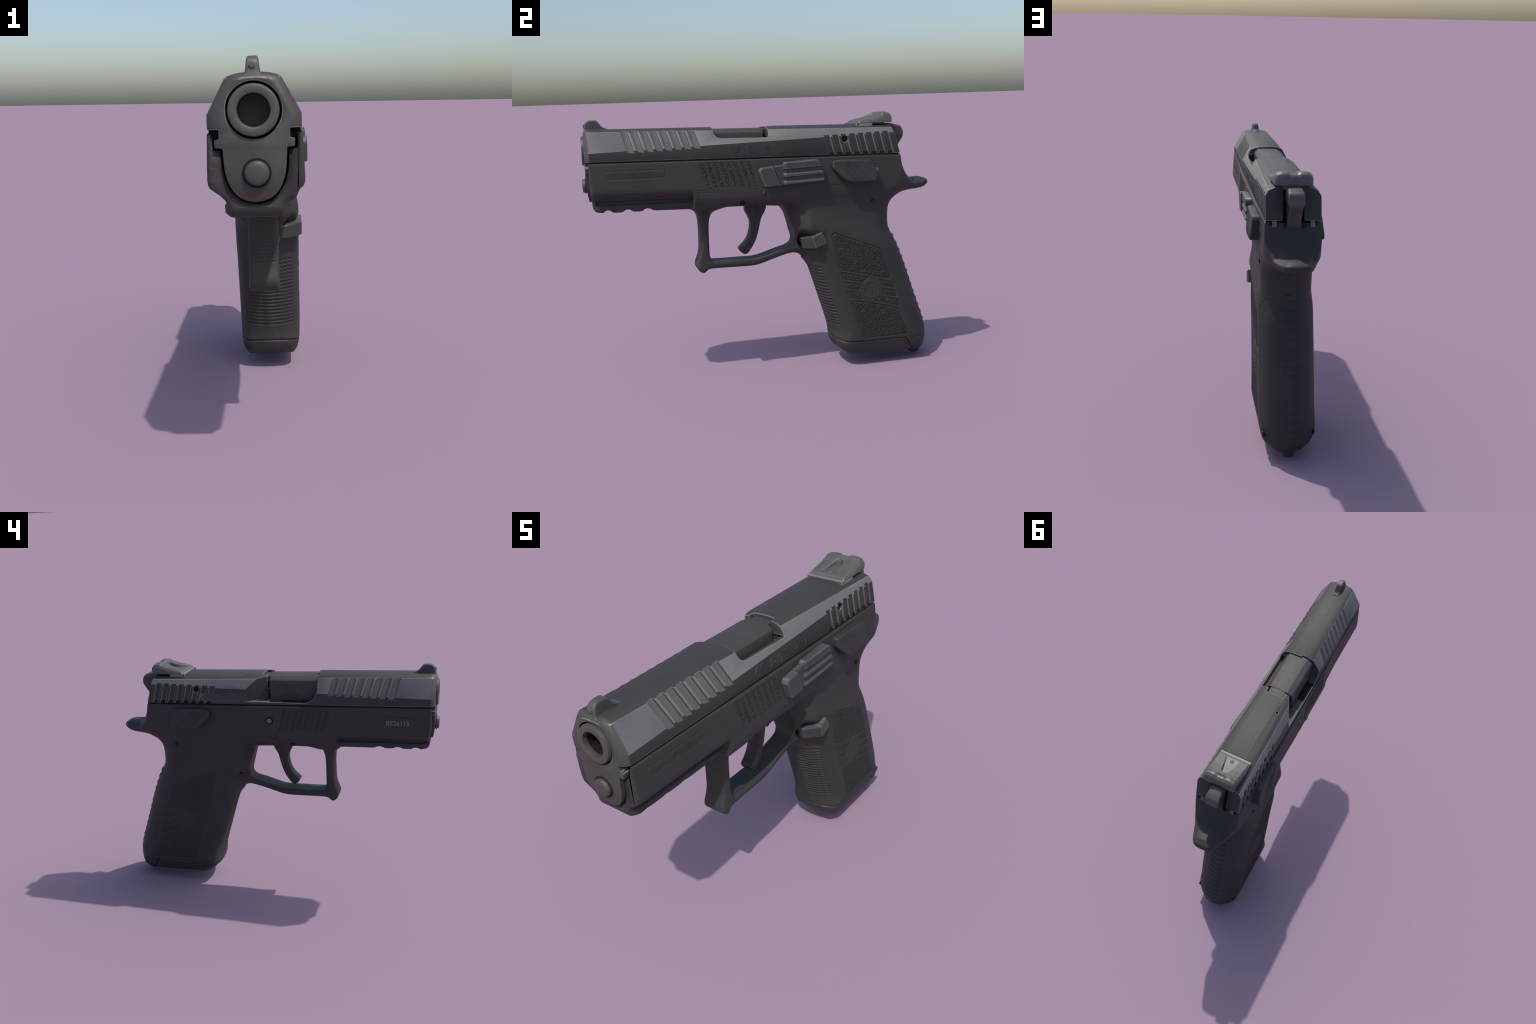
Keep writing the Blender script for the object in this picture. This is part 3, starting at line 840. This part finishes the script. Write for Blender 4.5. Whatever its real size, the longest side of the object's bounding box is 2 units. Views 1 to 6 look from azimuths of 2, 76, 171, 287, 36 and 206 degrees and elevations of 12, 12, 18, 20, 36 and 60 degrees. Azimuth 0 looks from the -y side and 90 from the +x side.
frame, grip, guard = frame_obj["frame"], frame_obj["grip"], frame_obj["trigger_guard"]

# lanyard stud below the backstrap
def ln_w(P, d): return edge_profile(np.full(len(P), .027), np.full(len(P), .012), np.full(len(P), .014), d)
two_sided("lanyard_stud", [(.880, .09, 0), (.884, .030, .02), (.92, .0165, .02), (.953, .028, .02), (.962, .09, 0)], ln_w, .004, (.001, .003, .006, .01), (M_BASE,), root)

bm = bmesh.new()
def plate_x(p): return -float(np.interp(p[1], [1.11, 1.255], [.150, .145])) + .0004
prism(bm, [(-.718, 1.198), (-.718, 1.137), (-.888, 1.135), (-.888, 1.196)], -.13, plate_x)
bm_object("serial_plate", bm, [M_PLATE], frame, .0012)
# pins
def pin(name, y0, z0, r, wface, sides=(1, -1), mat=M_PIN, parent=frame, ring=True):
    bm = bmesh.new()
    for s in sides:
        cylinder(bm, (y0, z0), r, s * .08, s * wface, "x", 32)
    ob = bm_object(name, bm, [mat], parent, .0012, 2)
    if ring:
        bm = bmesh.new()
        for s in sides:
            cylinder(bm, (y0, z0), r + .0032, s * .08, s * (wface - .0012), "x", 32)
        bm_object(name + "_hole", bm, [M_DARK], parent)
    return ob
pin("frame_pin", -.0575, 1.069, .0125, .1585)
pin("hammer_pin", .698, 1.0905, .0165, .1482)
pin("sear_pin", .588, .9955, .006, .1465)
bm = bmesh.new()
for s in (1, -1):
    for yy, zz, ww, r in ((.588, .9955, .1458, .0115), (-.172, 1.0165, .1375, .0125), ):
        cylinder(bm, (yy, zz), r, s * .08, s * ww, "x", 28)
bm_object("pin_hole", bm, [M_DARK], frame)
bm = bmesh.new()
wp = float(base_w[np.argmin(np.hypot(V[:, 0] - .897, V[:, 1] - .146))])
for s in (1, -1): cylinder(bm, (.897, .146), .0125, s * .05, s * (wp + .0035), "x", 28)
bm_object("backstrap_pin", bm, [M_PIN], frame_obj["backstrap"], .001)
bm = bmesh.new()
for s in (1, -1): cylinder(bm, (.897, .146), .0165, s * .05, s * (wp + .0010), "x", 28)
bm_object("backstrap_pin_hole", bm, [M_DARK], frame_obj["backstrap"])
bm = bmesh.new(); cylinder(bm, (.187, .796), .0085, -.06, -.088, "x", 24)
bm_object("catch_hole", bm, [M_DARK], grip)
# slide stop axle end on the left
bm = bmesh.new(); cylinder(bm, (-.038, 1.164), .0245, -.10, -.1510, "x", 32)
bm_object("axle_bed", bm, [M_DARK], frame)
bm = bmesh.new(); cylinder(bm, (-.038, 1.164), .0165, -.10, -.158, "x", 8); 
bm_object("axle_end", bm, [M_LEVER], frame, .0035, 2)

# ------------------------------------------------------------------ controls
# slide stop lever: thumb pad with ribs behind, smooth pad in front
def stop_w(P, d):
    y, z = P[:, 0], P[:, 1]
    zz = z - .055 * (y - .15)
    pad = 1 - sm(.002 + .0, .006, (y + .012) - (1.21 - z) * .42)
    base = .1745 + .004 * sm(.03, .2, y)
    ribs = np.zeros(len(P))
    for a, b in ((1.199, 1.245), (1.157, 1.181), (1.09, 1.138)):
        ribs = np.maximum(ribs, sm(a - .003, a + .001, zz) * (1 - sm(b - .012, b + .001, zz)))
    ribs *= sm(.045, .065, y)
    ww = lerp(base + .0115 * ribs, .1900, pad)
    notch = 1 - sm(.0015, .004, np.abs((y + .009) - (1.21 - z) * .42))
    return ww - .004 * notch - .004 * (1 - sm(0, .005, d))
plate("slide_stop", [(-.088, 1.186, .008), (-.079, 1.2055, .012), (-.004, 1.2125, .004), (.047, 1.218, .006), (.056, 1.2325, .004), (.235, 1.2455, .012), (.257, 1.232, .02),
                     (.288, 1.145, .012), (.279, 1.124, .012), (.032, 1.106, .004), (-.055, 1.1015, .010)], stop_w, .130, 1, .003, (.0008, .002, .004), (M_LEVER,), root)
# decocking levers, one each side, with three shallow arcs
def dec_w(P, d):
    y, z = P[:, 0], P[:, 1]
    ww = .1885 + .012 * (1 - sm(1.11, 1.22, z)) - .005 * (1 - sm(.33, .42, y))
    for o in (0.0, .040, .078):
        arc = [(.337 + o, 1.232), (.37 + o, 1.208), (.405 + o, 1.178), (.44 + o, 1.145), (.465 + o * .92, 1.115), (.475 + o * .85, 1.10)]
        dd = seg_dist(P, arc)
        ww = ww + .0026 * (1 - sm(.0008, .0035, dd))
        behind_ = (P[:, 0] - np.interp(-P[:, 1], [-q[1] for q in arc], [q[0] for q in arc]))
        ww = ww - .0030 * (1 - sm(.002, .028, np.abs(behind_))) * (behind_ > 0)
    return ww - .010 * (1 - np.sqrt(np.clip(1 - (1 - np.clip(d / .014, 0, 1)) ** 2, 0, 1)))
for s in (1, -1):
    plate("decocking_lever", [(.331, 1.190, .012), (.333, 1.231, .014), (.39, 1.2355, .01), (.556, 1.233, .02), (.577, 1.212, .02), (.598, 1.135, .016), (.588, 1.107, .018), (.435, 1.105, .03), (.40, 1.122, .03)],
          dec_w, .135, s, .003, (.0008, .002, .004), (M_BASE,), root)
bm = bmesh.new()
for s in (1, -1): cylinder(bm, (.6085, 1.172), .0165, s * .10, s * .1478, "x", 24)
bm_object("lever_axle", bm, [M_DARK], frame)
bm = bmesh.new(); cylinder(bm, (.6085, 1.172), .0125, .10, .1492, "x", 6)
bm_object("lever_axle_end", bm, [M_LEVER], frame, .0015)

# magazine button: bevelled front, finely ribbed pad
def mr_w(P, d):
    y, z = P[:, 0], P[:, 1]
    yy = y + (z - .77) * .30
    ww = np.interp(yy, [.172, .228, .232, .31], [.092, .1625, .1665, .1655])
    ridge = np.abs(((yy - .240) / .0074) % 1 - .5) * 2
    ww = ww - .0038 * sm(.35, .75, ridge) * sm(.237, .241, yy) * (1 - sm(.292, .297, yy))
    return ww - .0035 * (1 - sm(0, .004, d))
plate("magazine_button", [(.170, .795, .008), (.217, .805, .003), (.276, .833, .006), (.305, .764, .006), (.242, .741, .003), (.186, .731, .008)], mr_w, .06, 1, .0019, (.0006, .0015, .003), (M_LEVER,), grip)

# trigger
TR = [(-.138, 1.02, 0), (-.134, .955, .01), (-.120, .928, .02), (-.1055, .898, .02), (-.1055, .866, .04), (-.115, .818, .04), (-.138, .778, .04), (-.177, .743, .008), (-.166, .722, .008), (-.141, .706, .008), (-.122, .716, .012),
      (-.080, .778, .05), (-.058, .85, .05), (-.046, .912, .03), (-.020, .952, .03), (-.004, 1.02, 0)]
def tr_w(P, d):
    W = np.interp(P[:, 1], [.70, .76, .9, .96], [.034, .036, .036, .036])
    yc = np.interp(P[:, 1], [.706, .743, .778, .818, .866, .898, .95], [-.150, -.146, -.108, -.090, -.082, -.080, -.07])
    W = W - .006 * (1 - sm(.0, .006, np.abs(P[:, 0] - yc))) * 1.0 - .004 * sm(.0, .006, P[:, 0] - yc)
    return edge_profile(W, np.full(len(W), .009), np.full(len(W), .010), d)
two_sided("trigger", TR, tr_w, .0032, (.0008, .002, .004, .007), (M_BASE,), root, .002)
bm = bmesh.new(); prism(bm, [(-.14, .993), (-.005, .990), (.0, 1.03), (-.145, 1.03)], -.045, .05)
bm_object("trigger_well", bm, [M_DARK], frame, .004)

# hammer
def hm_w(P, d):
    W = np.interp(P[:, 1], [1.22, 1.27, 1.34, 1.362, 1.41, 1.44], [.040, .036, .0345, .0410, .0415, .036])
    return edge_profile(W, np.full(len(W), .008), np.full(len(W), .010), d)
two_sided("hammer", [(.70, 1.22, 0), (.690, 1.36, .02), (.715, 1.432, .02), (.758, 1.425, .03), (.800, 1.414, .02), (.817, 1.386, .02), (.817, 1.350, .012), (.786, 1.302, .03), (.772, 1.262, .01), (.755, 1.22, 0)],
          hm_w, .0035, (.0008, .002, .004, .007), (M_LEVER,), root, -.001)
# solid near-black blocks beside the hammer at the back of the frame
bm = bmesh.new()
prism(bm, [(-.062, 1.2555), (-.046, 1.2555), (-.040, 1.222), (-.052, 1.215), (-.062, 1.226)], .70, .7625, axes="xz")
prism(bm, [(.038, 1.2555), (.052, 1.2555), (.050, 1.215), (.040, 1.195), (.042, 1.225)], .70, .7645, axes="xz")
for s in (1, -1):
    prism(bm, [(s * .083, 1.256), (s * .083, 1.222), (s * .079, 1.218), (s * .079, 1.256)], .70, .7605, axes="xz")
    prism(bm, [(s * .110, 1.256), (s * .110, 1.242), (s * .122, 1.242), (s * .122, 1.256)], .70, .7585, axes="xz")
bm_object("frame_dark_block", bm, [M_DARK], frame)
bm = bmesh.new()
for s in (1, -1):
    prism(bm, [(s * .084, 1.2585), (s * .084, 1.224), (s * .109, 1.224), (s * .109, 1.2585)], .70, .7598, axes="xz")
bm_object("rail_end", bm, [M_LEVER], frame, .001)

# ------------------------------------------------------------------ lettering
def text(name, body, y0, z0, height, length, wface, side, mat, parent, outline=False, tilt=0.0, depth=.0012):
    cu = bpy.data.curves.new(name, "FONT"); cu.body = body; cu.size = 1.0
    cu.resolution_u = 4
    if outline:
        cu.fill_mode = "NONE" if hasattr(cu, "fill_mode") else "FULL"
        cu.bevel_depth = .012; cu.bevel_resolution = 1
    else:
        cu.extrude = .01
    ob = bpy.data.objects.new(name, cu); COL.objects.link(ob)
    bpy.context.view_layer.update()
    dg = bpy.context.evaluated_depsgraph_get()
    me = bpy.data.meshes.new_from_object(ob.evaluated_get(dg))
    bpy.data.objects.remove(ob); bpy.data.curves.remove(cu)
    n = len(me.vertices); c = np.zeros(n * 3); me.vertices.foreach_get("co", c); c = c.reshape(-1, 3)
    lo, hi = c.min(0), c.max(0)
    u = (c[:, 0] - lo[0]) / (hi[0] - lo[0]) * length; v = (c[:, 1] - lo[1]) / (hi[1] - lo[1]) * height
    dpt = (c[:, 2] - lo[2]) / max(hi[2] - lo[2], 1e-6) * depth * 2 - depth
    yy = y0 + side * u; zz = z0 + v + tilt * side * u
    x = side * (wface + dpt)
    me.vertices.foreach_set("co", np.c_[x, yy, zz].ravel()); me.update()
    return finish(name, me, [mat], parent, False)
def wside(z): return np.interp(z, [1.03, 1.11, 1.255], [.1465, .150, .144])
text("slide_lettering", "CZ", -.253, 1.276, .048, .078, W_S, 1, M_ENGRAVE, slide, True)
text("slide_lettering", "P-07", -.146, 1.276, .046, .131, W_S, 1, M_ENGRAVE, slide, True)
text("slide_lettering", "9x19", .037, 1.289, .025, .092, W_S, 1, M_ENGRAVE, slide, True)
text("slide_lettering", "14E  B526115", -.635, 1.270, .020, .234, W_S, -1, M_PIN, slide, True)
text("frame_lettering", "MADE IN CZECH REPUBLIC", -.893, 1.180, .018, .298, .1468, 1, M_PIN, frame)
text("serial_number", "B526115", -.733, 1.152, .027, .128, .1483, -1, M_SERIAL, frame)
text("frame_lettering", "CAL. 9x19", -.402, 1.052, .018, .115, .1470, 1, M_PIN, frame, True, 0, .0007)
text("barrel_lettering", "H B526115", -.082, 1.346, .026, .172, .093, -1, M_PIN, barrel, True)
text("barrel_lettering", "9x19", -.127, 1.292, .025, .075, .093, -1, M_PIN, barrel, True)
# round emblem on the slide
bm = bmesh.new()
def stroke(bm, pts, w0, x, th):
    for a, b in zip(pts[:-1], pts[1:]):
        a = np.array(a); b = np.array(b); t = (b - a) / np.linalg.norm(b - a); nn = np.array([-t[1], t[0]]) * th; a = a - t * th * .5; b = b + t * th * .5
        prism(bm, [tuple(a + nn), tuple(b + nn), tuple(b - nn), tuple(a - nn)], x - .002, x + w0)
cc = np.array([.227, 1.3015])
ring_pts = [tuple(cc + .0305 * np.array([math.cos(t), math.sin(t)])) for t in np.linspace(0, 2 * math.pi, 37)]
stroke(bm, ring_pts, .0008, W_S, .0008)
for m in MONO:
    stroke(bm, [tuple(cc + (np.array(p) - (.5795, .472)) * .62) for p in m], .0008 + .00011, W_S, .0008)
bm_object("slide_emblem", bm, [M_ENGRAVE], slide)
